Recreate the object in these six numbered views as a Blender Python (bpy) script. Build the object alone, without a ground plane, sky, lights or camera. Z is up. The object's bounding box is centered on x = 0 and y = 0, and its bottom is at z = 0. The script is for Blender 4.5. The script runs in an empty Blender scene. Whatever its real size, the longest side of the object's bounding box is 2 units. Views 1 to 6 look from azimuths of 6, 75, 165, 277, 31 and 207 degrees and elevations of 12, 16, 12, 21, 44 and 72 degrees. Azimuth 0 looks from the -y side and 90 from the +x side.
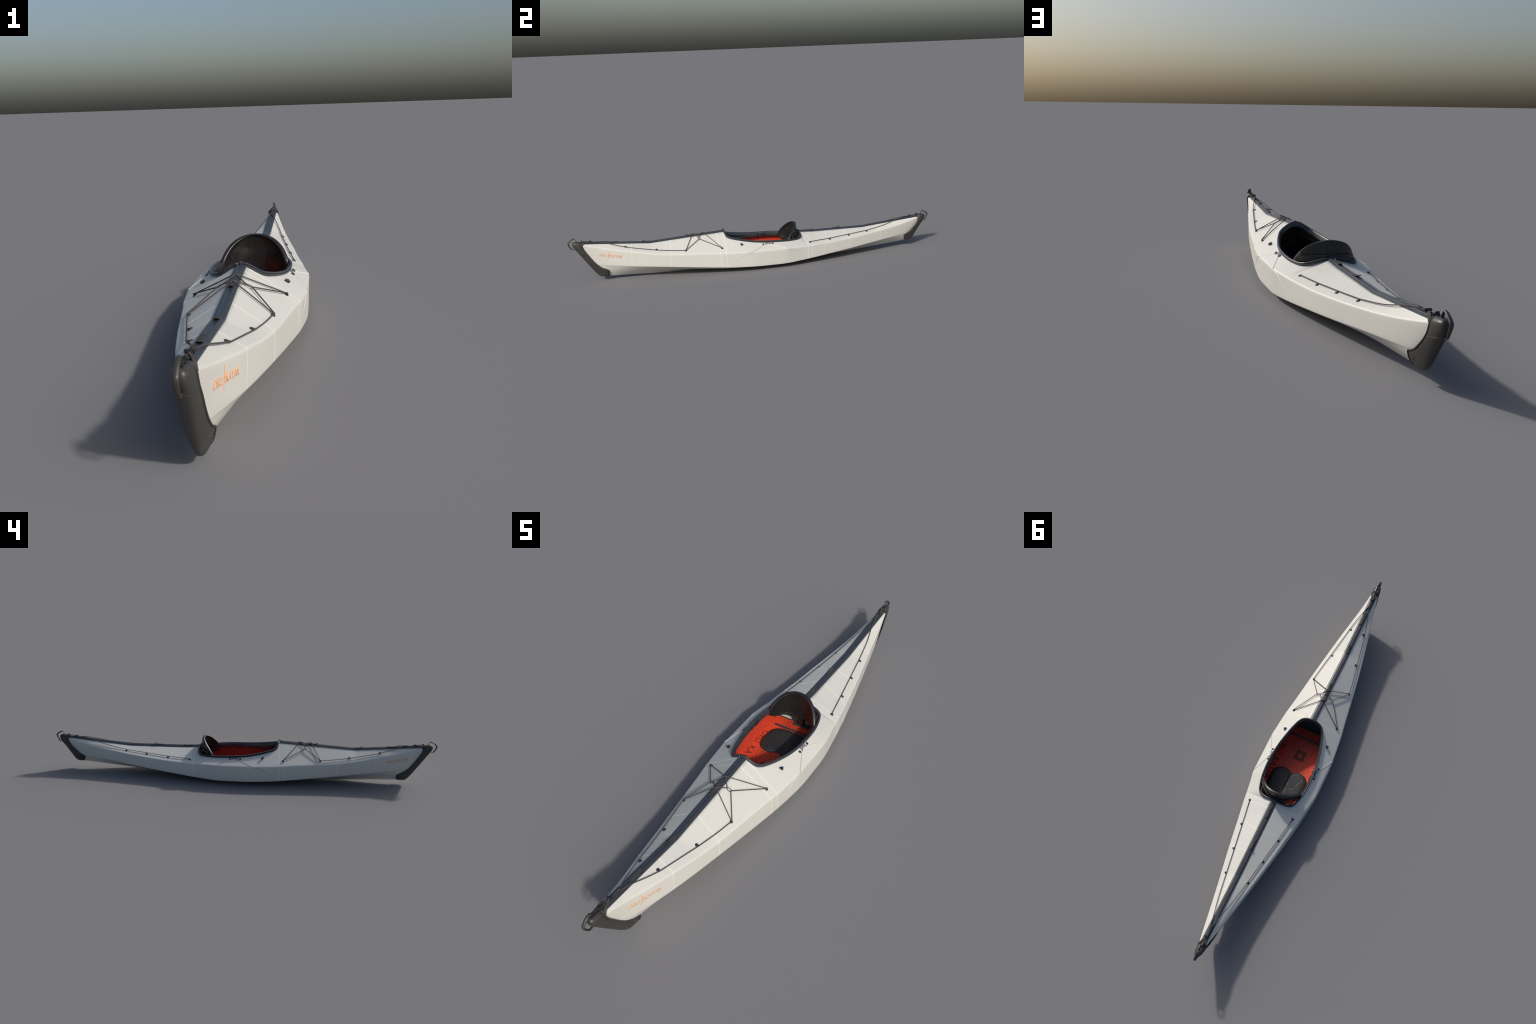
# Folding kayak: a creased white plastic hull with dark seam channel, rubber end caps,
# deck bungee cords, a cockpit rim, an orange floor board, a moulded seat and a backrest.
import bpy, bmesh, math
from mathutils import Vector, Matrix

# ------------------------------------------------------------------ materials
def new_mat(name, color, rough=0.5, spec=0.5, metallic=0.0, bump=None, vary=0.0, vscale=30.0):
    m = bpy.data.materials.new(name); m.use_nodes = True
    nt = m.node_tree; b = nt.nodes["Principled BSDF"]
    b.inputs["Base Color"].default_value = (*color, 1)
    b.inputs["Roughness"].default_value = rough
    b.inputs["Specular IOR Level"].default_value = spec
    b.inputs["Metallic"].default_value = metallic
    tc = nt.nodes.new("ShaderNodeTexCoord")
    if vary > 0:
        n = nt.nodes.new("ShaderNodeTexNoise"); n.inputs["Scale"].default_value = vscale
        n.inputs["Detail"].default_value = 4
        nt.links.new(tc.outputs["Object"], n.inputs["Vector"])
        r = nt.nodes.new("ShaderNodeValToRGB")
        r.color_ramp.elements[0].position = 0.3; r.color_ramp.elements[1].position = 0.7
        r.color_ramp.elements[0].color = (*[c * (1 - vary) for c in color], 1)
        r.color_ramp.elements[1].color = (*[min(1, c * (1 + vary)) for c in color], 1)
        nt.links.new(n.outputs["Fac"], r.inputs["Fac"])
        nt.links.new(r.outputs["Color"], b.inputs["Base Color"])
    if bump:
        scale, strength, dist = bump
        n2 = nt.nodes.new("ShaderNodeTexNoise"); n2.inputs["Scale"].default_value = scale
        nt.links.new(tc.outputs["Object"], n2.inputs["Vector"])
        bp = nt.nodes.new("ShaderNodeBump")
        bp.inputs["Strength"].default_value = strength; bp.inputs["Distance"].default_value = dist
        nt.links.new(n2.outputs["Fac"], bp.inputs["Height"])
        nt.links.new(bp.outputs["Normal"], b.inputs["Normal"])
    return m

def hull_material():
    """White fluted polypropylene sheet: faint flutes running along the hull."""
    m = new_mat("white_corrugated_plastic", (0.575, 0.573, 0.538), 0.42, 0.45, vary=0.012, vscale=6)
    nt = m.node_tree; b = nt.nodes["Principled BSDF"]
    tc = nt.nodes.new("ShaderNodeTexCoord")
    w = nt.nodes.new("ShaderNodeTexWave"); w.bands_direction = 'Z'
    w.inputs["Scale"].default_value = 75; w.inputs["Distortion"].default_value = 0.0
    nt.links.new(tc.outputs["Object"], w.inputs["Vector"])
    bp = nt.nodes.new("ShaderNodeBump"); bp.inputs["Strength"].default_value = 0.10
    bp.inputs["Distance"].default_value = 0.0006
    nt.links.new(w.outputs["Fac"], bp.inputs["Height"])
    nt.links.new(bp.outputs["Normal"], b.inputs["Normal"])
    return m

def floor_material():
    """Orange board printed with black specks: dense along the middle, thinning out towards a
    plain band that carries the lettering, then a narrow speckled band beside the fold."""
    m = new_mat("orange_speckled_board", (0.66, 0.066, 0.028), 0.5, 0.4)
    nt = m.node_tree; b = nt.nodes["Principled BSDF"]; L = nt.links
    tc = nt.nodes.new("ShaderNodeTexCoord")
    v = nt.nodes.new("ShaderNodeTexVoronoi"); v.inputs["Scale"].default_value = 165
    v.inputs["Randomness"].default_value = 0.6
    v.voronoi_dimensions = '2D'
    L.new(tc.outputs["Object"], v.inputs["Vector"])
    sep = nt.nodes.new("ShaderNodeSeparateXYZ"); L.new(tc.outputs["Object"], sep.inputs[0])
    ab = nt.nodes.new("ShaderNodeMath"); ab.operation = 'ABSOLUTE'; L.new(sep.outputs[0], ab.inputs[0])
    ramp = nt.nodes.new("ShaderNodeValToRGB")            # speck size against distance from the centre line
    mr = nt.nodes.new("ShaderNodeMapRange"); mr.inputs["From Max"].default_value = 0.14
    L.new(ab.outputs[0], mr.inputs["Value"]); L.new(mr.outputs[0], ramp.inputs["Fac"])
    cr = ramp.color_ramp
    stops = [(0.0, .37), (0.35, .36), (0.47, .28), (0.56, .12), (0.62, .0), (0.765, .0), (0.785, .30), (0.845, .26), (0.86, .0)]
    cr.elements[0].position = 0; cr.elements[0].color = (stops[0][1],) * 3 + (1,)
    cr.elements[1].position = stops[-1][0]; cr.elements[1].color = (0, 0, 0, 1)
    for p, c in stops[1:-1]:
        e = cr.elements.new(p); e.color = (c, c, c, 1)
    sc = nt.nodes.new("ShaderNodeMath"); sc.operation = 'MULTIPLY'; sc.inputs[1].default_value = 0.85
    L.new(ramp.outputs["Color"], sc.inputs[0])
    lt = nt.nodes.new("ShaderNodeMath"); lt.operation = 'LESS_THAN'
    L.new(v.outputs["Distance"], lt.inputs[0]); L.new(sc.outputs[0], lt.inputs[1])
    mix = nt.nodes.new("ShaderNodeMix"); mix.data_type = 'RGBA'
    mix.inputs["A"].default_value = (0.66, 0.066, 0.028, 1); mix.inputs["B"].default_value = (0.012, 0.011, 0.013, 1)
    L.new(lt.outputs[0], mix.inputs["Factor"]); L.new(mix.outputs["Result"], b.inputs["Base Color"])
    return m

def flap_material():
    """Orange side flap with fine upright flutes."""
    m = new_mat("orange_fluted_board", (0.66, 0.05, 0.02), 0.5, 0.4)
    nt = m.node_tree; b = nt.nodes["Principled BSDF"]; L = nt.links
    tc = nt.nodes.new("ShaderNodeTexCoord")
    w = nt.nodes.new("ShaderNodeTexWave"); w.bands_direction = 'Y'; w.inputs["Scale"].default_value = 70
    L.new(tc.outputs["Object"], w.inputs["Vector"])
    r = nt.nodes.new("ShaderNodeValToRGB")
    r.color_ramp.elements[0].color = (0.46, 0.048, 0.023, 1); r.color_ramp.elements[1].color = (0.56, 0.060, 0.029, 1)
    L.new(w.outputs["Fac"], r.inputs["Fac"]); L.new(r.outputs["Color"], b.inputs["Base Color"])
    return m

M_HULL = hull_material()
M_FOLD = new_mat("pale_fold_line", (0.655, 0.652, 0.612), 0.42)
M_CREASE_SHADE = new_mat("crease_shade", (0.15, 0.147, 0.138), 0.6)  # dark grey standing in for the shade inside the forward folds
M_SOFT_CREASE_SHADE = new_mat("soft_crease_shade", (0.45, 0.445, 0.41), 0.6)  # fainter painted shade for the aft folds
M_STRIP = new_mat("slate_seam_channel", (0.032, 0.039, 0.050), 0.42, 0.5, vary=0.08, vscale=60)
M_RIM = new_mat("slate_rim_rubber", (0.036, 0.041, 0.048), 0.38, 0.5, vary=0.06)
M_CAP = new_mat("black_moulded_rubber", (0.040, 0.0385, 0.036), 0.42, 0.45, bump=(900, 0.15, 0.0004), vary=0.05)
M_WEB = new_mat("black_webbing", (0.052, 0.049, 0.046), 0.75, 0.25, bump=(1500, 0.4, 0.0004))
M_CORD = new_mat("grey_bungee_cord", (0.070, 0.062, 0.061), 0.7, 0.25)
M_BUTTON = new_mat("dark_plastic_fitting", (0.020, 0.024, 0.030), 0.4, 0.5)
M_STEEL = new_mat("steel_screw", (0.6, 0.6, 0.6), 0.25, 0.5, metallic=1.0)
M_ORANGE_INK = new_mat("orange_print", (0.74, 0.33, 0.12), 0.5, 0.3)
M_FLOOR = floor_material()
M_FLAP = flap_material()
M_INK = new_mat("black_print", (0.014, 0.013, 0.014), 0.55, 0.3)
M_SEAT = new_mat("black_foam_seat", (0.026, 0.026, 0.028), 0.5, 0.4, bump=(700, 0.12, 0.0004))
M_BACK = new_mat("black_foam_backrest", (0.0125, 0.0125, 0.0128), 0.38, 0.45, bump=(700, 0.10, 0.0004))
M_PATCH = new_mat("mauve_grey_patch", (0.17, 0.155, 0.175), 0.6, 0.3)
M_FOOT_SHADE = new_mat("foot_well_shade", (0.20, 0.20, 0.23), 0.6, 0.3)  # colour of the added sheet that darkens the bow cavity
M_SILVER = new_mat("dark_print_square", (0.06, 0.012, 0.008), 0.55, 0.3)

# ------------------------------------------------------------------ helpers
root = bpy.data.objects.new("folding_kayak", None)
bpy.context.collection.objects.link(root)
root["label"] = "white folding kayak with orange cockpit floor and black end caps"
root["category"] = "kayak"

def link(name, me, mat, parent=None, smooth=True, angle=35):
    if mat is not None: me.materials.append(mat)
    if smooth:
        me.polygons.foreach_set("use_smooth", [True] * len(me.polygons))
        me.set_sharp_from_angle(angle=math.radians(angle))
    o = bpy.data.objects.new(name, me)
    bpy.context.collection.objects.link(o); o.parent = parent or root
    return o

def mesh(name, verts, faces, mat, parent=None, smooth=True, angle=35, weld=0.0, recalc=True):
    me = bpy.data.meshes.new(name); me.from_pydata([tuple(v) for v in verts], [], faces)
    bm = bmesh.new(); bm.from_mesh(me)
    if weld: bmesh.ops.remove_doubles(bm, verts=bm.verts, dist=weld)
    if recalc: bmesh.ops.recalc_face_normals(bm, faces=bm.faces)
    bm.to_mesh(me); bm.free(); me.update()
    return link(name, me, mat, parent, smooth, angle)

def grid_faces(nu, nv, closed_v=False, off=0):
    f = []
    for i in range(nu - 1):
        for j in range(nv if closed_v else nv - 1):
            a = off + i * nv + j; b = off + i * nv + (j + 1) % nv
            f.append((a, b, b + nv, a + nv))
    return f

def catmull(P, n=10, closed=False):
    P = [Vector(p) for p in P]; out = []; N = len(P)
    Q = [P[-1]] + P + [P[0], P[1]] if closed else [2 * P[0] - P[1]] + P + [2 * P[-1] - P[-2]]
    for i in range(1, len(Q) - 2):
        p0, p1, p2, p3 = Q[i - 1:i + 3]
        for k in range(n):
            t = k / n
            out.append(.5 * ((2 * p1) + (p2 - p0) * t + (2 * p0 - 5 * p1 + 4 * p2 - p3) * t * t + (3 * p1 - p0 - 3 * p2 + p3) * t ** 3))
    if not closed: out.append(P[-1])
    return out

def pchip(xs, ys):
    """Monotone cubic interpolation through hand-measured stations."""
    n = len(xs); h = [xs[i + 1] - xs[i] for i in range(n - 1)]; d = [(ys[i + 1] - ys[i]) / h[i] for i in range(n - 1)]
    m = [d[0]] + [0 if d[i - 1] * d[i] <= 0 else 2 * d[i - 1] * d[i] / (d[i - 1] + d[i]) for i in range(1, n - 1)] + [d[-1]]
    def f(x):
        if x <= xs[0]: return ys[0] + m[0] * (x - xs[0])
        if x >= xs[-1]: return ys[-1] + m[-1] * (x - xs[-1])
        i = 0
        while x > xs[i + 1]: i += 1
        t = (x - xs[i]) / h[i]; a, b = ys[i], ys[i + 1]
        return (2*t**3 - 3*t*t + 1) * a + (t**3 - 2*t*t + t) * h[i] * m[i] + (-2*t**3 + 3*t*t) * b + (t**3 - t*t) * h[i] * m[i + 1]
    return f

def lin(xs, ys):
    def f(x):
        if x <= xs[0]: return ys[0]
        for i in range(len(xs) - 1):
            if x <= xs[i + 1]:
                t = (x - xs[i]) / (xs[i + 1] - xs[i]); return ys[i] + (ys[i + 1] - ys[i]) * t
        return ys[-1]
    return f

def frames(path, up=None, closed=False):
    n = len(path); out = []
    nrm = None
    for i in range(n):
        a = path[(i - 1) % n] if (closed or i > 0) else path[i]
        b = path[(i + 1) % n] if (closed or i < n - 1) else path[i]
        t = (b - a).normalized()
        if up is not None: ref = Vector(up(i) if callable(up) else up)
        elif nrm is None: ref = Vector((0, 0, 1)) if abs(t.z) < .9 else Vector((1, 0, 0))
        else: ref = nrm
        nrm = (ref - t * ref.dot(t)).normalized()
        out.append((t, nrm, t.cross(nrm)))
    return out

def sweep(name, path, prof, mat, parent=None, up=None, closed=False, angle=40, scale=None, caps=True):
    """Sweep a closed profile [(side, up)] along a path."""
    path = [Vector(p) for p in path]; fr = frames(path, up, closed); m = len(prof); V = []
    for i, p in enumerate(path):
        s = scale(i / (len(path) - 1)) if scale else 1
        t, nn, bb = fr[i]
        for a, b in prof: V.append(p + bb * a * s + nn * b * s)
    F = grid_faces(len(path), m, True)
    if closed:
        k = (len(path) - 1) * m
        F += [(k + j, k + (j + 1) % m, (j + 1) % m, j) for j in range(m)]
    elif caps:
        F.append(tuple(range(m))); k = (len(path) - 1) * m; F.append(tuple(range(k, k + m)))
    return mesh(name, V, F, mat, parent, angle=angle)

def circle(r, n=10, ry=None):
    ry = ry or r
    return [(r * math.cos(2 * math.pi * k / n), ry * math.sin(2 * math.pi * k / n)) for k in range(n)]

def rounded_rect(w, h, r, n=3):
    P = []
    for cx, cy, a0 in ((w/2-r, h/2-r, 0), (-w/2+r, h/2-r, 90), (-w/2+r, -h/2+r, 180), (w/2-r, -h/2+r, 270)):
        for k in range(n + 1):
            a = math.radians(a0 + 90 * k / n); P.append((cx + r * math.cos(a), cy + r * math.sin(a)))
    return P

def box(name, c, size, mat, parent=None, rot=None, bevel=0.0008):
    bm = bmesh.new(); bmesh.ops.create_cube(bm, size=1)
    for v in bm.verts: v.co = Vector((v.co.x * size[0], v.co.y * size[1], v.co.z * size[2]))
    if bevel: bmesh.ops.bevel(bm, geom=bm.edges[:], offset=bevel, segments=2, affect='EDGES')
    if rot is not None:
        for v in bm.verts: v.co = rot @ v.co
    for v in bm.verts: v.co += Vector(c)
    me = bpy.data.meshes.new(name); bm.to_mesh(me); bm.free()
    return link(name, me, mat, parent)

def basis(n, along=(0, 1, 0)):
    n = Vector(n).normalized(); a = Vector(along); a = (a - n * a.dot(n)).normalized()
    return Matrix((n.cross(a), a, n)).transposed()       # columns: side, along, normal

def mirrored(P): return [Vector((-p[0], p[1], p[2])) for p in P]

# ------------------------------------------------------------------ hull lines (metres)
UC_Y = [-.965, -.93, -.82, -.688, -.499, -.245, -.2155, -.08]
UC_X = [.009, .0165, .0380, .0665, .1018, .1395, .1450, .1588]
UC_Z = [.204, .1972, .1722, .149, .1222, .1095, .1074, .1034]
UD_Y = [.1116, .2326, .258, .343, .478, .68, .82, .931, .965]
UD_X = [.1585, .1396, .1364, .1222, .1002, .0626, .0374, .0165, .009]
UD_Z = [.1018, .0990, .0991, .0993, .1050, .1202, .1382, .1592, .166]
LC_Y = [-.885, -.862, -.6935, -.499, -.24, -.208, -.0686]
LC_X = [.011, .0185, .0630, .0990, .1385, .1427, .1578]
LC_Z = [.0875, .0865, .0722, .0553, .0320, .0292, .0225]
LD_Y = [.1089, .233, .258, .318, .483, .682, .8485, .885]
LD_X = [.1560, .1408, .1378, .1290, .0995, .0608, .0240, .012]
LD_Z = [.0195, .0278, .0298, .0348, .0470, .0642, .0760, .079]

def pair(ya, xa, za, yb, xb, zb):
    fx, fz, gx, gz = pchip(ya, xa), pchip(ya, za), pchip(yb, xb), pchip(yb, zb)
    def f(y):
        if y <= ya[-1]: return Vector((fx(y), y, fz(y)))
        if y >= yb[0]: return Vector((gx(y), y, gz(y)))
        t = (y - ya[-1]) / (yb[0] - ya[-1])
        return Vector((xa[-1] + (xb[0] - xa[-1]) * t, y, za[-1] + (zb[0] - za[-1]) * t))
    return f
def eased(f, d):
    """Ease the kinks either side of the cockpit over a length d."""
    def g(y):
        k = d * max(0.0, min(1.0, (.45 - abs(y)) / .1))
        if k <= 0: return f(y)
        a = Vector((0, 0, 0))
        for w in (-1, -.5, 0, .5, 1): a += f(y + w * k) / 5
        a.y = y; return a
    return g
upper_chine_y = eased(pair(UC_Y, UC_X, UC_Z, UD_Y, UD_X, UD_Z), .014)
lower_chine_y = eased(pair(LC_Y, LC_X, LC_Z, LD_Y, LD_X, LD_Z), .040)
keel_z = pchip([-.85, -.81, -.69, -.55, -.45, -.3, .3, .45, .6, .7225, .857, .89],
               [.0205, .0178, .0118, .0035, .0008, 0.0, 0.0, .0018, .0128, .0224, .0342, .037])
lc_map = lin([-.965, -.93, -.69, .68, .931, .965], [-.885, -.862, -.69, .68, .8485, .885])
ke_map = lin([-.965, -.93, -.69, .68, .931, .965], [-.850, -.811, -.69, .68, .857, .890])
strip_z = lin([-.965, -.588, -.200, .224, .30, .595, .965], [.2055, .1722, .1925, .1480, .1432, .1378, .1685])

RIM = [(0, -.1990, .1935), (.018, -.1985, .1900), (.036, -.1962, .1800), (.0490, -.1908, .1720), (.0575, -.1820, .1670), (.0665, -.1670, .1620),
       (.0810, -.1280, .1525), (.0930, -.0840, .1445), (.1025, -.0400, .1382), (.1085, .0100, .1345), (.1110, .0600, .1320), (.1095, .1000, .1293), (.1060, .1320, .1278),
       (.0995, .1620, .1268), (.0920, .1880, .1278), (.0845, .2030, .1302), (.0720, .2130, .1335), (.0540, .2190, .1380), (.0280, .2220, .1435), (0, .2225, .1470)]
_full = catmull(RIM + [(-x, y, z) for x, y, z in reversed(RIM[1:-1])], 14, True)
rim_half = _full[:14 * (len(RIM) - 1) + 1]
for p, q in zip(rim_half, rim_half[1:]): pass
rim_ys = [p.y for p in rim_half]
def rim_at(y):
    for i in range(len(rim_half) - 1):
        a, b = rim_half[i], rim_half[i + 1]
        if a.y <= y <= b.y and b.y > a.y:
            return a.lerp(b, (y - a.y) / (b.y - a.y))
    return None

SW = 0.0124
def deck_inner(t):
    uc = upper_chine_y(t); w = min(SW, uc.x * .75)
    p = Vector((w - .001, t, strip_z(t)))
    r = rim_at(t)
    if r is not None and r.x - .004 > w:
        x = r.x - .004; k = max(0.0, min(1.0, .5 + .5 * min(.2225 - t, t + .199) / .06))     # deck meets the rim flush amidships, runs flat at its ends
        flat = p.z + (uc.z - p.z) * (x - p.x) / (uc.x - p.x)
        p = Vector((x, t, flat + (r.z + .001 - flat) * k))
    return p
def uc_at(t): return upper_chine_y(t)
def lc_at(t): return lower_chine_y(lc_map(t))
def keel_at(t):
    y = ke_map(t); return Vector((0, y, keel_z(y)))

ND, NC, NS, NL, NB = 10, 5, 6, 3, 9
def section(t):
    """Half cross-section from the deck's inner edge round both chines to the keel."""
    S, U, L, K = deck_inner(t), uc_at(t), lc_at(t), keel_at(t)
    r1 = min(.0050, (U - S).length * .4, (U - L).length * .3); r2 = min(.003, (U - L).length * .2)
    a = U + (S - U).normalized() * r1; b = U + (L - U).normalized() * r1
    c = L + (U - L).normalized() * r2; d = L + (K - L).normalized() * r2
    P = [S.lerp(a, k / ND) for k in range(ND)]
    P += [(a * (1 - s) ** 2 + U * 2 * s * (1 - s) + b * s * s) for s in [k / NC for k in range(NC)]]
    P += [b.lerp(c, k / NS) for k in range(NS)]
    P += [(c * (1 - s) ** 2 + L * 2 * s * (1 - s) + d * s * s) for s in [k / NL for k in range(NL)]]
    belly = 1 + 1.2 * max(0.0, min(1.0, (.40 - abs(t)) / .2))      # flat floor amidships, V towards the ends
    fuller = (.0055 if t < 0 else .003) * max(0.0, min(1.0, (abs(t) - .58) / .2))
    for k in range(NB + 1):
        q = d.lerp(K, k / NB); q.z = K.z + (d.z - K.z) * (1 - k / NB) ** belly
        q.x += fuller * math.sin(math.pi * k / NB); P.append(q)
    return P
I_UC, I_LC = ND + NC // 2, ND + NC + NS + 1

ts = set(round(-.965 + i * .01, 4) for i in range(194)) | {-.588, .595, -.08, .1116, -.0686, .1089, .965, -.2155, -.245, .2326}
ts |= set(round(-.2035 + i * .0012, 4) for i in range(18)) | set(round(.2240 - i * .0012, 4) for i in range(20)) | {-.2005, -.1998}
ts = sorted(ts)
secs = [section(t) for t in ts]
m = len(secs[0]); V = []
for s in secs: V += s
nR = len(V); V += mirrored(V)
F = grid_faces(len(ts), m) + [tuple(reversed(f)) for f in grid_faces(len(ts), m, off=nR)]
hull = mesh("hull", V, F, M_HULL, angle=40, weld=1e-6)
md = hull.modifiers.new("shell", 'SOLIDIFY'); md.thickness = 0.0022; md.offset = -1
dg = bpy.context.evaluated_depsgraph_get()
me2 = bpy.data.meshes.new_from_object(hull.evaluated_get(dg)); hull.modifiers.clear(); hull.data = me2

def surf(t, u):
    """Point on the right-hand skin; u in section index units."""
    P = section(t); i = max(0, min(len(P) - 2, int(u))); return P[i].lerp(P[i + 1], u - i)
def surf_n(t, u):
    a = surf(t + .002, u) - surf(t - .002, u); b = surf(t, u + .2) - surf(t, u - .2)
    n = a.cross(b).normalized()
    return n if n.x * 1.0 + n.z * .6 > 0 else -n
def deck_point(x, y):
    """Height and normal of the deck plane beside the channel."""
    S, U = deck_inner(y), uc_at(y)
    k = (x - S.x) / (U.x - S.x); p = S.lerp(U, k)
    S2, U2 = deck_inner(y + .01), uc_at(y + .01)
    n = (U - S).cross(S2.lerp(U2, k) - p).normalized()
    return p, (n if n.z > 0 else -n)

# --- pale fold lines pressed across the panels
FOLDS = [(-.684, -.688, -.693), (-.4805, -.499, -.499), (-.234, -.245, -.2395), (-.199, -.2155, -.208),
         (.238, .2326, .233), (.2588, .2578, .2581), (.3733, .343, .318), (.4813, .478, .4832), (.6688, .6794, .6823)]
us = [0.3 + k * (I_UC - .3) / 14 for k in range(15)] + [I_UC + 1 + k * (I_LC - I_UC - 1) / 8 for k in range(9)]
for a, b, c in FOLDS:
    for side in (1, -1):
        V = []
        for u in us:
            t = a + (b - a) * u / I_UC if u <= I_UC else b + (c - b) * (u - I_UC) / (I_LC - I_UC)
            for w, h in ((-.0022, -.0003), (-.0019, .00022), (.0019, .00022), (.0022, -.0003)):
                p = surf(t + w, u) + surf_n(t, u) * h
                V.append(Vector((p.x * side, p.y, p.z)))
        mesh("fold_line", V, grid_faces(len(us), 4), M_FOLD, hull, angle=8)

# --- diagonal creases that run from the patch under the rim across the upper chine
def crease(pts, w0, w1, shade_mat=M_CREASE_SHADE):
    for side in (1, -1):
        V = []; G = []
        n = len(pts)
        for i, (p, nr) in enumerate(pts):
            q = pts[min(i + 1, n - 1)][0] - pts[max(i - 1, 0)][0]
            s = nr.cross(q).normalized(); k = i / (n - 1); w = w0 + (w1 - w0) * k
            for o, h in ((-1, -.0003), (-.45, .0008), (0, .0001), (.45, .0008), (1, -.0003)):
                r = p + s * o * w + nr * h * (w / w0 + .2); V.append(Vector((r.x * side, r.y, r.z)))
            for o in (-.30, .30):
                r = p + s * o * w + nr * .00045; G.append(Vector((r.x * side, r.y, r.z)))
        mesh("crease_ridge", V, grid_faces(n, 5), M_HULL, hull, smooth=False)
        mesh("crease_shade", G, grid_faces(n, 2), shade_mat, hull, smooth=False)  # flat strip on the hull; its grey paints the fold's shade

def on_deck(x0, y0, x1, y1, n=8):
    out = []
    for k in range(n + 1):
        x = x0 + (x1 - x0) * k / n; y = y0 + (y1 - y0) * k / n
        out.append(deck_point(x, y))
    return out
def on_side(t0, u0, t1, u1, n=8):
    return [(surf(t0 + (t1 - t0) * k / n, u0 + (u1 - u0) * k / n), surf_n(t0 + (t1 - t0) * k / n, u0 + (u1 - u0) * k / n)) for k in range(n + 1)]
side0 = ND + NC - 1.4
crease(on_deck(.121, -.002, .1570, -.0790), .0030, .0034)
crease(on_side(-.081, side0, -.172, side0 + NS * .78), .0034, .0008)
crease(on_deck(.121, .036, .1565, .110), .0020, .0020, M_SOFT_CREASE_SHADE)
crease(on_side(.113, side0, .213, side0 + NS * .80), .0024, .0006, M_SOFT_CREASE_SHADE)

# ------------------------------------------------------------------ seam channel on the ridge
def channel(y0, y1):
    n = max(8, int(abs(y1 - y0) / .012)); ys = [y0 + (y1 - y0) * k / n for k in range(n + 1)]
    prof = [(-1.02, -.0012), (-1.0, .0022), (-.82, .0036), (-.62, .0040), (-.56, .0058), (-.40, .0064), (-.30, .0052), (0, .0050),
            (.30, .0052), (.40, .0064), (.56, .0058), (.62, .0040), (.82, .0036), (1.0, .0022), (1.02, -.0012)]
    V = []
    for y in ys:
        w = min(SW, uc_at(y).x * .78) + .0006
        for a, h in prof: V.append((a * w, y, strip_z(y) + h))
    F = grid_faces(len(ys), len(prof))
    return mesh("seam_channel", V, F, M_STRIP, angle=28)
channel(-.945, -.588); channel(-.588, -.1985); channel(.2205, .595); channel(.595, .95)

# fabric tabs standing on the channel
def tab(pts, w=.0105):
    P = catmull(pts, 5)
    sweep("pull_tab", P, rounded_rect(w, .0016, .0006, 2), M_WEB, up=(0, 0, 1))
def tz(y, h): return (0, y, strip_z(y) + h)
tab([tz(-.8087, .0105), tz(-.80, .0075), tz(-.77, .0072), tz(-.75, .0078)], .0125)
tab([tz(-.6257, .0125), tz(-.616, .0085), tz(-.60, .0072), tz(-.584, .0075)])
tab([tz(-.4002, .0130), tz(-.390, .0090), tz(-.37, .0072), tz(-.3396, .0075)])
tab([tz(.2573, .0078), tz(.275, .0072), tz(.295, .0078), tz(.3054, .0108)])
tab([tz(.4197, .0072), tz(.437, .0078), tz(.452, .0108), tz(.4638, .0150)])

# ------------------------------------------------------------------ cockpit rim
full = [Vector(p) for p in rim_half] + [Vector((-p.x, p.y, p.z)) for p in reversed(rim_half[1:-1])]
N = len(full); ring = []
rim_prof = [(-.0082, -.0085), (-.0066, -.0085), (-.0056, -.0050), (-.0020, -.0050), (.0004, -.0040), (.0007, .0034), (-.0020, .0043),
            (-.0008, .0056), (-.0006, .0078), (-.0022, .0092), (-.0052, .0096), (-.0074, .0084), (-.0082, .0060)]
cx = Vector((0, .01, 0)); V = []
for i, p in enumerate(full):
    a, b = full[(i - 2) % N], full[(i + 2) % N]
    t = (b - a); t.z = 0; t.normalize()
    out = Vector((t.y, -t.x, 0))
    if out.dot(Vector((p.x, p.y - .01, 0))) < 0: out = -out
    lean = Vector((out.x * .25, out.y * .12, 1)).normalized()
    for s, h in rim_prof: V.append(p + out * s + lean * h)
k = len(rim_prof); F = grid_faces(N, k, True) + [((N - 1) * k + j, (N - 1) * k + (j + 1) % k, (j + 1) % k, j) for j in range(k)]
rim = mesh("cockpit_rim", V, F, M_RIM, angle=38)
box("rim_clip", (0, -.1990, .1985), (.0065, .013, .0125), M_RIM, rim)
box("rim_clip", (0, .2205, .1535), (.014, .008, .010), M_RIM, rim)
def screw(p, r, mat=M_STEEL, par=rim):
    bm = bmesh.new(); bmesh.ops.create_uvsphere(bm, u_segments=12, v_segments=8, radius=r)
    for v in bm.verts: v.co += Vector(p)
    me = bpy.data.meshes.new("screw"); bm.to_mesh(me); bm.free(); return link("screw", me, mat, par)
screw((-.0085, -.2050, .2000), .0019); screw((-.009, .2258, .1525), .0019)

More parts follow.
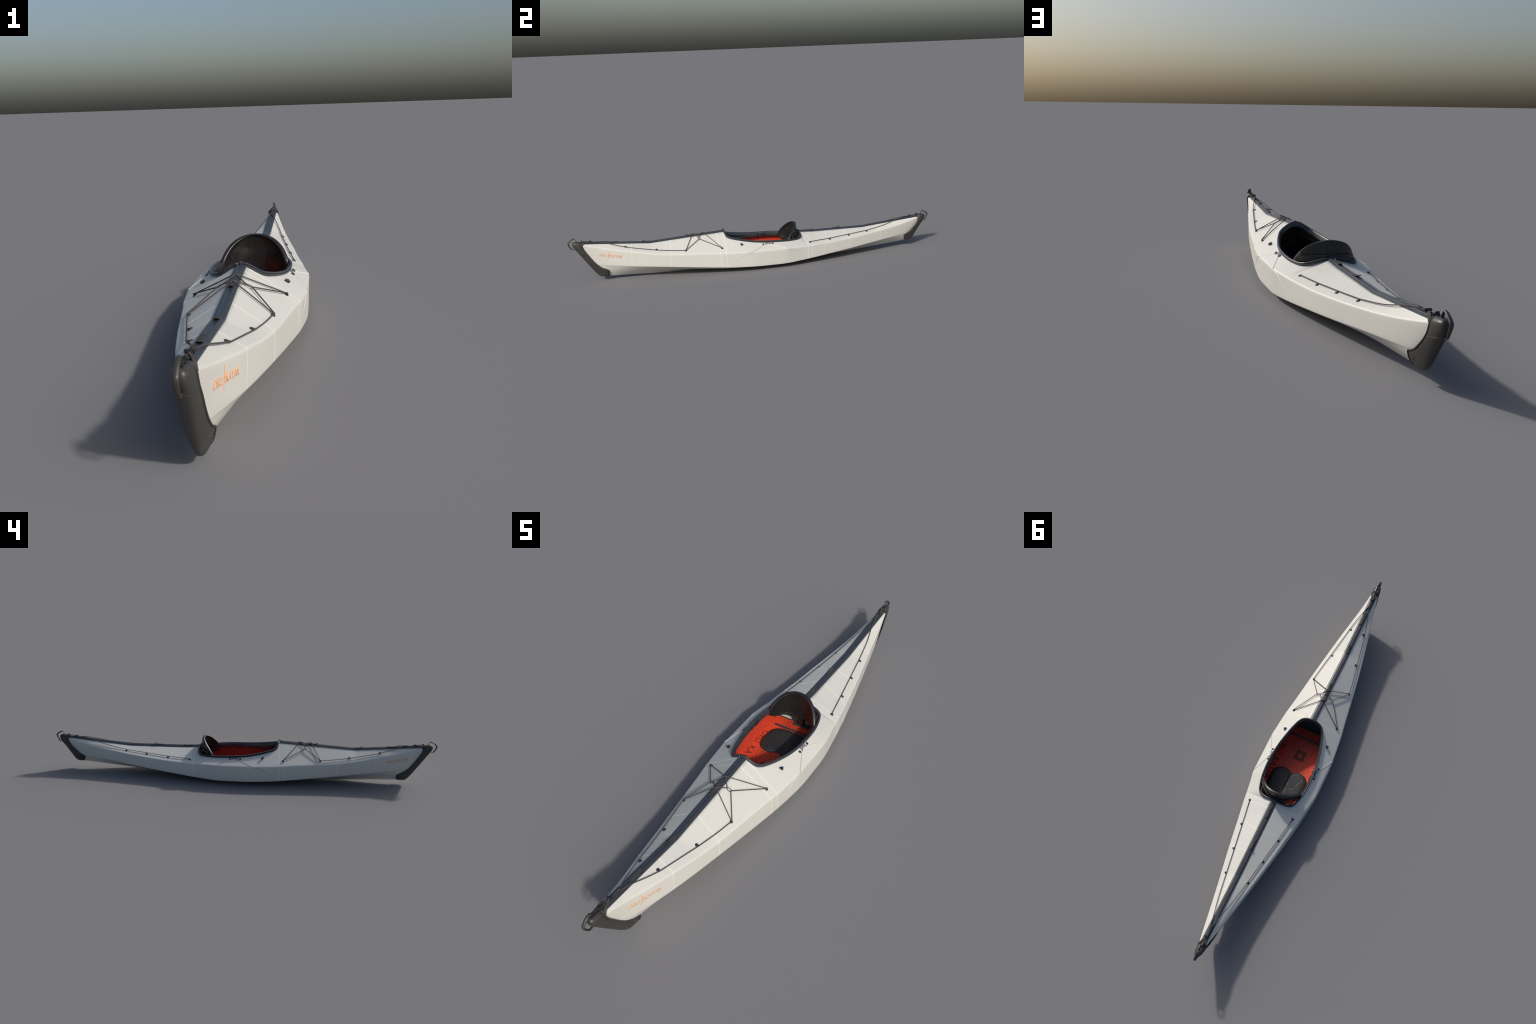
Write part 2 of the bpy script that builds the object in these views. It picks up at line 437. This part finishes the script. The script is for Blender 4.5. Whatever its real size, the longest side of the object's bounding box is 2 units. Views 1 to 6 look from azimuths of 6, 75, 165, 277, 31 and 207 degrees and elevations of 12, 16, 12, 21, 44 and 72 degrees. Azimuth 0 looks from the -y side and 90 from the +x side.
# ------------------------------------------------------------------ end caps with carry handles
def smooth_table(T, n=4):
    """Resample a table of section rows with a Catmull-Rom spline in every column."""
    out = []
    Q = [[2 * a - b for a, b in zip(T[0], T[1])]] + T + [[2 * a - b for a, b in zip(T[-1], T[-2])]]
    for i in range(1, len(Q) - 2):
        for k in range(n):
            t = k / n
            out.append([.5 * ((2 * p1) + (p2 - p0) * t + (2 * p0 - 5 * p1 + 4 * p2 - p3) * t * t + (3 * p1 - p0 - 3 * p2 + p3) * t ** 3)
                        for p0, p1, p2, p3 in zip(*Q[i - 1:i + 3])])
    out.append(T[-1]); return out

def end_cap(rows, sgn):
    """rows: front (y, z) and inner edge (x, y, z), top to bottom."""
    R = smooth_table(rows, 4); V = []; nphi = 29
    def at(i, ph):
        """Blunt trapezoid section: flat cheeks tapering to a narrower rounded front."""
        fy, fz, ix, iy, iz = R[i]; ix = max(ix, .0005); g = i / (len(R) - 1)
        n = 3.2; c = max(0, math.cos(ph)) ** (2 / n); q = abs(math.sin(ph)) ** (2 / n) * (1 if ph > 0 else -1)
        wf = min(ix, .0165 - .0065 * max(0, min(1, (g - .25) / .5)))
        return Vector((q * (ix + (wf - ix) * c), iy + (fy - iy) * c, iz + (fz - iz) * c))
    for i in range(len(R)):
        for j in range(nphi): V.append(at(i, -math.pi / 2 + math.pi * j / (nphi - 1)))
    cap = mesh("end_cap", V, grid_faces(len(R), nphi), M_CAP, angle=50)
    md = cap.modifiers.new("wall", 'SOLIDIFY'); md.thickness = .0016; md.offset = -1
    dg = bpy.context.evaluated_depsgraph_get()
    me = bpy.data.meshes.new_from_object(cap.evaluated_get(dg)); cap.modifiers.clear(); cap.data = me
    # raised bead along the inner edge, up one side, over the top, down the other
    edge = [Vector((r[2], r[3], r[4])) for r in R[2:-4]]
    bead = mirrored(reversed(edge)) + edge
    sweep("cap_edge_bead", bead, circle(.0022, 8, .0016), M_CAP, cap)
    # parting line of the domed nose
    ring = [at(20, -1.5 + 3.0 * j / 40) for j in range(41)]
    sweep("cap_parting_ridge", ring, circle(.0004, 6), M_CAP, cap)
    # bolts through the foot of the cap
    for side in (1, -1):
        for back in (11, 14):
            bm = bmesh.new(); bmesh.ops.create_cone(bm, cap_ends=True, segments=14, radius1=.0032, radius2=.0026, depth=.0016)
            B = basis((side, 0, -.25), (0, 1, 0)); base = at(len(R) - back, side * 1.40)
            for v in bm.verts: v.co = B @ v.co + base
            me = bpy.data.meshes.new("bolt"); bm.to_mesh(me); bm.free(); link("bolt", me, M_BUTTON, cap)
    return cap

BOW = [[-.966, .2140, .003, -.931, .2118], [-.972, .2122, .0110, -.931, .2090], [-.9762, .206, .0165, -.931, .202], [-.977, .196, .0185, -.930, .193],
       [-.972, .184, .0195, -.9235, .1728], [-.9625, .170, .0205, -.915, .158], [-.946, .146, .0210, -.9065, .1444], [-.921, .109, .0212, -.8854, .113],
       [-.898, .076, .0218, -.8645, .0881], [-.880, .050, .0228, -.8409, .0686], [-.868, .035, .0230, -.8150, .0560], [-.860, .0262, .0210, -.8076, .047],
       [-.854, .0217, .0180, -.8085, .033], [-.850, .0197, .0115, -.810, .0215], [-.846, .0188, .002, -.811, .0170]]
STERN = [[.966, .1778, .003, .934, .1762], [.972, .1762, .0110, .934, .173], [.978, .171, .0165, .9335, .166], [.9800, .163, .0185, .932, .157],
         [.977, .150, .0195, .9276, .1409], [.968, .135, .0200, .920, .128], [.9544, .1190, .0208, .9098, .1150], [.937, .094, .0218, .8947, .1000],
         [.922, .072, .0228, .8770, .0845], [.912, .056, .0240, .8600, .0755], [.905, .047, .0245, .8460, .0705], [.897, .0392, .0225, .8445, .0595],
         [.8890, .0358, .0185, .8480, .047], [.884, .0347, .0115, .8540, .0375], [.880, .0342, .002, .857, .0335]]
bow_cap = end_cap(BOW, -1); stern_cap = end_cap(STERN, 1)

def handle(grip, root_top, root_low, par):
    G = catmull([(0, y, z) for y, z in grip], 8); n = len(G)
    sc = lambda t: .80 + .25 * math.sin(math.pi * min(1, max(0, t)))
    g = sweep("carry_handle", G, circle(.0050, 14, .0034), M_CAP, par, up=lambda i: Vector((0, G[i].y, 0)) + Vector((0, 0, .001)), scale=sc)
    w = rounded_rect(.0075, .0012, .0005, 2)
    sweep("handle_webbing", catmull([(0, *root_top), (0, (root_top[0] + grip[0][0]) / 2 - (.0015 if grip[0][0] < 0 else -.0015) * 0, (root_top[1] + grip[0][1]) / 2 + .003), (0, *grip[0]), (0, *grip[1])], 6), w, M_WEB, par, up=(1, 0, 0.001) if 0 else lambda i: Vector((0, -1 if grip[0][0] < 0 else 1, .3)))
    sweep("handle_webbing", catmull([(0, *root_low), (0, (root_low[0] + grip[-1][0]) / 2, min(root_low[1], grip[-1][1]) - .002), (0, *grip[-1]), (0, *grip[-2])], 6), w, M_WEB, par, up=lambda i: Vector((0, -1 if grip[0][0] < 0 else 1, -.3)))
handle([(-.9650, .2305), (-.974, .2288), (-.9830, .2236), (-.9905, .2165), (-.9965, .2085), (-.9948, .1980), (-.9905, .1885), (-.9815, .1762)], (-.953, .2125), (-.9655, .1755), bow_cap)
handle([(.9655, .1938), (.974, .1915), (.9830, .1860), (.9910, .1798), (.9965, .1735), (.9950, .1650), (.9910, .1560), (.9818, .1385)], (.955, .1765), (.9705, .1400), stern_cap)

# ------------------------------------------------------------------ end straps and buckles
def end_strap(d, ycap, zcap, ybk, zbk, yloop, zloop, par):
    w = rounded_rect(.008, .0014, .0005, 2)
    for s in (1, -1):      # the forked webbing that grips both cheeks of the cap
        sweep("fork_strap", catmull([(s * .0172, ycap, zcap - .014), (s * .0128, ycap - d * .012, zcap - .003), (s * .0065, ycap - d * .028, zbk - .002), (0, ybk, zbk)], 6),
              w, M_WEB, par, up=(s * .5, 0, 1))
    box("strap_buckle", (0, ybk, zbk + .0012), (.018, .005, .0075), M_BUTTON, par, bevel=.0015)
    sweep("strap_tail", catmull([(0, ybk, zbk), (0, (ybk * .6 + yloop * .4), zloop + .0015), (0, yloop, zloop)], 6), rounded_rect(.010, .0016, .0006, 2), M_WEB, par, up=(0, 0, 1))
    sweep("strap_tail", catmull([(0, ybk, zbk - .001), (0, ycap - d * .022, zbk - .003), (0, ycap - d * .006, zcap + .003), (0, ycap + d * .001, zcap + .0075)], 6), rounded_rect(.009, .0016, .0006, 2), M_WEB, par, up=(0, 0, 1))
    box("strap_clip", (0, ycap, zcap + .004), (.010, .0035, .009), M_BUTTON, par, bevel=.0008)
    box("cord_keeper", (0, yloop, zloop), (.0085, .012, .005), M_WEB, par, bevel=.0012)
end_strap(-1, -.9300, .2105, -.8870, .2105, -.8480, .2035, bow_cap)
end_strap(1, .9315, .1750, .8880, .1735, .8460, .1690, stern_cap)

# ------------------------------------------------------------------ deck cords and fittings
CR = .00155
def cord(pts, smooth=6, name="deck_cord", r=CR):
    P = catmull(pts, smooth) if smooth else [Vector(p) for p in pts]
    return sweep(name, P, circle(r, 8), M_CORD)
def lifted(x, y, h):
    p, n = deck_point(abs(x), y); q = p + n * h
    return Vector((q.x * (1 if x > 0 else -1), q.y, q.z))
def washer(x, y, r=.0050, dx=0.0):
    r *= 1.18
    """Round lacing tab riveted to the deck with a loop that holds the cord."""
    p, n = deck_point(abs(x), y)
    B = basis(n); prof = [(r, 0), (r, .0016), (r * .78, .0026), (r * .42, .0026), (r * .30, .0016), (0.0001, .0016)]
    V = []; m = 18
    for k in range(m):
        a = 2 * math.pi * k / m
        for rr, h in prof: V.append(p + B @ Vector((rr * math.cos(a), rr * math.sin(a), h)))
    F = []
    q = len(prof)
    for k in range(m):
        for j in range(q - 1): F.append((k * q + j, k * q + j + 1, ((k + 1) % m) * q + j + 1, ((k + 1) % m) * q + j))
    if x < 0: V = mirrored(V)
    o = mesh("lacing_tab", V, F, M_BUTTON, angle=40)
    if dx:
        a = lifted(x, y, .0020); b = lifted(x + dx * (1 if x > 0 else -1), y + .0005, .0035)
        sweep("tab_loop", [a, a.lerp(b, .5) + Vector((0, 0, .0008)), b], circle(.0024, 8, .0016), M_BUTTON, o, up=(0, 0, 1))
    return o

for s in (1, -1):
    S = lambda x, y, h=.004: lifted(s * x, y, h)
    A = S(.1112, -.229, .0045); Bq = S(.0922, -.416, .0045)
    # bow perimeter line
    cord([(s * .003, -.848, .2030), (s * .012, -.815, .1985), S(.024, -.765, .006), S(.0385, -.7135, .004)], 8)
    cord([S(.0385, -.7135, .004), S(.0525, -.637, .0042), S(.0675, -.5605, .004)], 4)
    cord([S(.0675, -.5605, .004), S(.081, -.487, .0042), Bq], 4)
    # criss-cross bungee
    apf = Vector((0, -.3625, .1962)); apa = Vector((0, -.3064, .1985))
    ro = Vector((s * .0404, -.3348, .1745)); ri = Vector((s * .0274, -.3349, .1812))
    e = Vector((s * .0012, 0, 0))
    for a, b in ((Bq, apf + e), (Bq + Vector((0, .002, .0015)), ro), (A, apa + e), (A + Vector((0, -.002, .0015)), ro), (ri, apf + e), (ri, apa + e)):
        cord([a, a.lerp(b, .5), b], 0)
    # little plastic link that joins the crossing cords
    lk = [ro + Vector((0, -.004, 0)), ro + Vector((0, .004, 0)), ri + Vector((0, .004, 0)), ri + Vector((0, -.004, 0))]
    sweep("cord_link", catmull(lk, 5, True), circle(.0011, 7), M_BUTTON, closed=True)
    washer(s * .1112, -.229, .0048); washer(s * .0922, -.416, .0048)
    for P in (A, Bq): screw(P, .0030, M_BUTTON, root).name = "cord_knot"
    washer(s * .0615, -.5621, .0050, .0060); washer(s * .0327, -.7155, .0050, .0058)
    # stern perimeter line: the tabs sit outboard of the cord
    cord([(s * .003, .845, .1690), (s * .012, .800, .1625), S(.030, .715, .005), S(.0505, .6015, .004)], 8)
    cord([S(.0505, .6015, .004), S(.069, .4875, .004)], 0)
    cord([S(.069, .4875, .004), S(.088, .3705, .004)], 0)
    cord([S(.088, .3705, .004), S(.1075, .2545, .0035)], 0)
    washer(s * .1085, .2532, .0052)
    for x, y in ((.0928, .3712), (.0737, .4884), (.0552, .6024)): washer(s * x, y, .0048, -.0050)
    # deck buttons either side of the patch
    for y in (-.0101, .042): washer(s * .1168, y, .0044)
    # triangular lashing cleat
    p, n = deck_point(.1067, -.1244); B = basis(n); V = []
    tri = [(.0085, -.0060), (-.0006, .0105), (-.0090, -.0033)]
    out = []
    for i in range(3):
        c = Vector((*tri[i], 0)); a = (Vector((*tri[i - 1], 0)) - c) * .22; b = (Vector((*tri[(i + 1) % 3], 0)) - c) * .22
        for kk in range(5):
            f = kk / 4; out.append(c + a * (1 - f) ** 2 + b * f * f)
    for h, sc in ((0, .80), (.0022, .85), (.0028, 1.0), (.0060, 1.0), (.0072, .86)):
        for q in out:
            w = p + B @ Vector((q.x * sc, q.y * sc, h)); V.append(Vector((w.x * s, w.y, w.z)))
    k = len(out); mesh("lashing_cleat", V, grid_faces(5, k, True) + [tuple(range(4 * k, 5 * k))], M_BUTTON, angle=40)
    # reinforcement patch that the creases start from
    p, n = deck_point(.1125, .017); B = basis(n)
    if (B @ Vector((1, 0, 0))).x < 0: sx = -1
    else: sx = 1
    pts = [(-.012, -.019), (-.012, .019), (.001, .0145), (.0115, .0175), (.0060, .006), (.0045, 0), (.0060, -.006), (.0115, -.0175), (.001, -.0145)]
    V = [];
    for h in (0, .0016):
        for u, v in pts:
            w = p + B @ Vector((u * sx, v, h)); V.append(Vector((w.x * s, w.y, w.z)))
    k = len(pts); mesh("reinforcement_patch", V, [tuple(range(k)), tuple(range(k, 2 * k))] + [(j, (j + 1) % k, k + (j + 1) % k, k + j) for j in range(k)], M_PATCH, smooth=False)

# ------------------------------------------------------------------ floor board and flaps
def hull_floor(x, y):
    L = lower_chine_y(y); return keel_z(y) + (L.z - keel_z(y)) * min(1, abs(x) / L.x)
def fold_x(y): return min(.1190, lower_chine_y(y).x - .013)
def floor_z(x, y): return .0360
FY0, FY1 = -.2005, .2245
ny, nx = 60, 24; V = []
for i in range(ny + 1):
    y = FY0 + (FY1 - FY0) * i / ny
    for j in range(nx + 1):
        x = fold_x(y) * (-1 + 2 * j / nx); V.append((x, y, floor_z(x, y)))
floor = mesh("floor_board", V, grid_faces(ny + 1, nx + 1), M_FLOOR, angle=30)
for s in (1, -1):
    V = []
    for i in range(ny + 1):
        y = FY0 + (FY1 - FY0) * i / ny; U = uc_at(y); x0 = fold_x(y); z0 = floor_z(x0, y)
        L = lower_chine_y(y)
        x1 = min(x0 + .005, U.x - .010); z1 = min(.113, deck_point(max(x1, deck_inner(y).x), y)[0].z - .008)
        for k in range(7):
            f = k / 6; x = x0 + (x1 - x0) * f; z = z0 + (z1 - z0) * f
            V.append((s * x, y, z))
    mesh("floor_flap", V, grid_faces(ny + 1, 7), M_FLAP, floor)
    for y in (.0255, .096):
        screw((s * .1225, y, .1010), .0034, M_BUTTON, floor).name = "flap_button"
sweep("floor_rear_trim", [(-.118, .2250, .0362), (0, .2250, .0362), (.118, .2250, .0362)], rounded_rect(.005, .004, .001), M_RIM, floor, up=(0, 0, 1))
def bar(y, x0, w):
    n = 16; sweep("cross_batten", [(x0 * (-1 + 2 * k / n), y, floor_z(x0 * (-1 + 2 * k / n), y) + .0016) for k in range(n + 1)], rounded_rect(w, .0032, .001), M_RIM, floor, up=(0, 0, 1))
sweep("floor_front_trim", [(-.116, -.2010, .0362), (0, -.2010, .0362), (.116, -.2010, .0362)], rounded_rect(.006, .004, .001), M_RIM, floor, up=(0, 0, 1))
bar(-.1525, .0920, .0080); bar(.1715, .0920, .0085)
for x in (-.052, -.018, .045): box("batten_clip", (x, -.1525, .0385), (.010, .014, .004), M_RIM, floor)

# ------------------------------------------------------------------ lettering
def text_mesh(body, thin=0.0):
    c = bpy.data.curves.new("t", 'FONT'); c.body = body; c.size = 1; c.extrude = 0.0; c.resolution_u = 4; c.offset = -thin
    o = bpy.data.objects.new("t", c); bpy.context.collection.objects.link(o)
    bpy.context.view_layer.update()
    me = bpy.data.meshes.new_from_object(o.evaluated_get(bpy.context.evaluated_depsgraph_get()))
    bpy.data.objects.remove(o); bpy.data.curves.remove(c)
    xs = [v.co.x for v in me.vertices]; ys = [v.co.y for v in me.vertices]
    x0, x1, y0, y1 = min(xs), max(xs), min(ys), max(ys)
    for v in me.vertices: v.co = Vector(((v.co.x - x0) / (x1 - x0), (v.co.y - y0) / (y1 - y0), 0))
    return me
def placed_text(name, body, mapping, mat, parent, thick=.0006, thin=0.0):
    me = text_mesh(body, thin); bm = bmesh.new(); bm.from_mesh(me); bpy.data.meshes.remove(me)
    bmesh.ops.triangulate(bm, faces=bm.faces)
    bmesh.ops.subdivide_edges(bm, edges=[e for e in bm.edges if e.calc_length() > .08], cuts=2)
    ext = bmesh.ops.extrude_face_region(bm, geom=bm.faces[:])
    top = {e for e in ext["geom"] if isinstance(e, bmesh.types.BMVert)}
    for v in bm.verts: v.co = mapping(v.co.x, v.co.y, thick if v in top else -.0003)
    bmesh.ops.recalc_face_normals(bm, faces=bm.faces)
    me = bpy.data.meshes.new(name); bm.to_mesh(me); bm.free()
    return link(name, me, mat, parent, smooth=False)
def sail(name, mapping, mat, parent, bulge, half, width, thick=.0006):
    """Pointed bow-shaped stroke between the two words."""
    n = 20; V = []
    for k in range(n + 1):
        f = -1 + 2 * k / n; u = bulge * (1 - f * f); w = width * max(.03, (1 - f * f)) * (.8 + .4 * (abs(f) < .5))
        for du, h in ((-w, -.0003), (-w, thick), (w * .4, thick), (w * .4, -.0003)): V.append(mapping(u + du, f * half, h))
    return mesh(name, V, grid_faces(n + 1, 4, True), mat, parent, smooth=False)

# hull lettering on both cheeks of the bow; u runs along the text in metres, v up the panel
def bow_map(side):
    y_o, y_k = (-.8542, -.7364) if side > 0 else (-.7445, -.8575)
    z_o, z_k = (.1423, .1262) if side > 0 else (.1262, .1440)
    def f(u, v, h):
        y = y_o + (y_k - y_o) * u / .1178 + (v * .10)
        z = z_o + (z_k - z_o) * u / .1178 + v
        t = y; k = .5
        for _ in range(12):                               # find the panel ruling through (y, z)
            U, L = uc_at(t), lc_at(t)
            k = (z - L.z) / (U.z - L.z); t += y - (L.y + (U.y - L.y) * k)
        return Vector((side * (L.x + (U.x - L.x) * k + h), y, z))
    return f
for side in (1, -1):
    mp = bow_map(side)
    H = .0160
    placed_text("hull_lettering", "ORU", lambda a, b, h: mp(a * .0395, (b - .5) * H, h), M_ORANGE_INK, hull, .0006, .007)
    placed_text("hull_lettering", "KAYAK", lambda a, b, h: mp(.0560 + a * .0618, (b - .5) * H, h), M_ORANGE_INK, hull, .0006, .007)
    sail("hull_emblem", lambda a, b, h: mp(.0445 + a, b, h), M_ORANGE_INK, hull, .0055, .0255, .0022)

# floor lettering reads along each edge, letter tops towards the middle
for side in (1, -1):
    def fm(a, b, h, side=side, L0=0.0, W=.05):
        x = side * (.1085 - .0255 * b); y = -.108 + (L0 + a * W) if side > 0 else .117 - (L0 + a * W)
        return Vector((x, y, floor_z(x, y) + h))
    placed_text("floor_lettering", "ORU", lambda a, b, h: fm(a, b, h, L0=0, W=.071), M_INK, floor, .0006, .014)
    placed_text("floor_lettering", "KAYAK", lambda a, b, h: fm(a, b, h, L0=.0995, W=.118), M_INK, floor, .0006, .014)
# printed square frame in the middle of the board
def frame(name, cx, cy, r0, r1, h, mat):
    V = [];
    for r in (r0, r1):
        for a, b in ((-1, -1), (1, -1), (1, 1), (-1, 1)): V.append((cx + a * r, cy + b * r, floor_z(0, cy) + h))
    mesh(name, V, [(j, (j + 1) % 4, 4 + (j + 1) % 4, 4 + j) for j in range(4)], mat, floor, smooth=False)
frame("floor_emblem", 0, -.0635, .0110, .0160, .0004, M_SILVER)
frame("floor_emblem", 0, -.0635, .0185, .0245, .0004, M_SILVER)

# ------------------------------------------------------------------ seat
def seat():
    nr, na = 34, 144; c = Vector((0, .089)); V = []
    segs = []
    for s in (1, -1):
        for a, b in (((.057, .045), (.076, .017)), ((.057, .045), (.028, .018)), ((.057, .045), (.037, .098)), ((.037, .098), (.092, .118)), ((.037, .098), (.004, .116))):
            segs.append((Vector((a[0] * s, a[1])), Vector((b[0] * s, b[1]))))
    def dist(p, a, b):
        t = max(0, min(1, (p - a).dot(b - a) / (b - a).length_squared)); return (p - a - (b - a) * t).length
    for i in range(nr + 1):
        r = (i / nr) ** .85
        for j in range(na):
            th = 2 * math.pi * j / na; n = 3.2
            ux = math.copysign(abs(math.cos(th)) ** (2 / n), math.cos(th)) * .0905
            uy = math.copysign(abs(math.sin(th)) ** (2 / n), math.sin(th)) * .0730
            if uy < 0: uy += .017 * math.exp(-(ux / .020) ** 2) * (abs(uy) / .069)
            p = Vector((ux * r, uy * r + c.y))
            z = .0355 + .0105 * (1 - r ** 9) ** .6 if r < 1 else .0355
            q = abs(p.x)
            z += .0035 * (q / .09) ** 2 * (1 - r ** 7)
            g = .0042 * math.exp(-(q / .0028) ** 2)
            for a, b in segs:
                d = dist(p, a, b); g = max(g, .0014 * math.exp(-(d / .0013) ** 2))
            V.append((p.x, p.y, z - g * (1 - r ** 8)))
    F = grid_faces(nr + 1, na, True)
    return mesh("seat", V, F, M_SEAT, angle=60, weld=1e-6)
seat()

# ------------------------------------------------------------------ backrest
OUT = [(0, .2050), (.030, .2010), (.057, .1888), (.078, .1690), (.0915, .1455), (.0965, .1260), (.0945, .1065), (.086, .0945), (.070, .0920), (.045, .0895), (.020, .0845)]
out_full = OUT + [(0, .0830)] + [(-x, z) for x, z in reversed(OUT[1:])]
ol = catmull([(x, 0, z) for x, z in out_full], 8, True)
def back_y(x, z):
    k = max(0.0, min(1.0, (z - .160) / .045)); k = k * k * (3 - 2 * k)
    return .2030 - .006 * k - .070 * min(1.3, abs(x) / .0965) ** 2.4
def back_pt(x, z, d):
    """d: offset towards the sitter."""
    e = .002
    n = Vector((-(back_y(x + e, z) - back_y(x - e, z)) / (2 * e), 1, -(back_y(x, z + e) - back_y(x, z - e)) / (2 * e))).normalized()
    return Vector((x, back_y(x, z), z)) - n * d
prof = [(.0, .0032), (.35, .0032), (.6, .0032), (.76, .0028), (.84, .0020), (.875, .0032), (.89, .0042), (.905, .0040), (.92, .0046), (.94, .0066), (.96, .0074), (.98, .0068), (1.0, .0048),
        (1.008, .0010), (1.004, -.0040), (.985, -.0062), (.9, -.006), (.6, -.006), (.0, -.006)]
V = []; cz = .150
for f, d in prof:
    for q in ol:
        x, z = q.x * f, cz + (q.z - cz) * f
        k = max(0.0, min(1.0, (q.z - .092) / .022)) if abs(q.x) < .09 else 1.0
        V.append(back_pt(x, z, .0025 + (d - .0025) * k if d > .0034 else d))
backrest = mesh("backrest", V, grid_faces(len(prof), len(ol), True), M_BACK, angle=50, weld=1e-6)
def bt(x0, x1, z0, z1): return lambda a, b, h: back_pt(x0 + (x1 - x0) * a, z0 + (z1 - z0) * b, .0032 + h)
placed_text("backrest_lettering", "ORU", bt(-.078, -.0355, .1300, .1530), M_BACK, backrest, .0016)
placed_text("backrest_lettering", "KAYAK", bt(-.0105, .0740, .1300, .1530), M_BACK, backrest, .0016)
sail("backrest_emblem", lambda a, b, h: back_pt(-.0265 + a, .146 + b, .0032 + h), M_BACK, backrest, .008, .034, .0016, .0016)
for x in (.041, -.0475):
    c = back_pt(x, .1215, .0032); R = [c + Vector((.0032 * math.cos(a), 0, .0032 * math.sin(a))) for a in [2 * math.pi * k / 14 for k in range(14)]]
    sweep("grommet", R, circle(.0010, 6), M_BUTTON, backrest, closed=True)
    screw(back_pt(x, .1215, .0028), .0016, M_FLAP if x > 0 else M_BUTTON, backrest).name = "grommet_hole_fill"  # added bead in place of a hole; orange copies red showing through
# band behind the backrest
V = []
for k in range(41):
    x = -.083 + .166 * k / 40; zc = .1435 + .0115 * (1 - (x / .083) ** 2)
    for dz, d in ((-.008, -.0072), (-.008, -.0105), (.008, -.0105), (.008, -.0072)): V.append(back_pt(x, zc + dz, d))
mesh("back_band", V, grid_faces(41, 4, True) + [(0, 1, 2, 3), (160, 161, 162, 163)], M_SEAT, backrest, angle=30)
# its post and floor bracket
box("back_post", (.002, .2125, .068), (.028, .010, .070), M_BACK, backrest, bevel=.002)
box("post_bracket", (.002, .2150, .0385), (.064, .022, .006), M_RIM, floor, bevel=.0015)
# wire frame that carries the band, tucked inside the rim
wire = catmull([(-.083, .150, .130), (-.078, .192, .134), (-.055, .212, .140), (0, .215, .150), (.055, .212, .140), (.078, .192, .134), (.083, .150, .130)], 8)
sweep("band_frame", wire, circle(.0022, 8), M_SEAT, backrest)

# ------------------------------------------------------------------ straps under the rim, added foot-well shade sheet
for s in (1, -1):
    P = catmull([(s * .0900, .150, .1225), (s * .0985, .110, .1235), (s * .1010, .040, .1265), (s * .0965, -.040, .1285), (s * .0890, -.100, .1280), (s * .078, -.150, .134)], 8)
    sweep("side_strap", P, rounded_rect(.0030, .0190, .0009, 2), M_RIM, up=(0, 0, 1))
    box("strap_slider", (s * .0995, .0500, .1255), (.0060, .028, .0160), M_BUTTON, bevel=.0014)
    box("strap_slider", (s * .0985, .0150, .1270), (.0058, .008, .0160), M_BUTTON, bevel=.0014)

# added dark sheet that paints the foot well's shade under the foredeck
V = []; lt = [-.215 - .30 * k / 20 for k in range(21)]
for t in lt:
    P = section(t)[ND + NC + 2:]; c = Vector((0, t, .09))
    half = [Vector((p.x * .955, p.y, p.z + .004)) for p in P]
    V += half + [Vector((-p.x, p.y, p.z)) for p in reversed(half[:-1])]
mesh("footwell_shade_sheet", V, grid_faces(len(lt), len(V) // len(lt)), M_FOOT_SHADE)
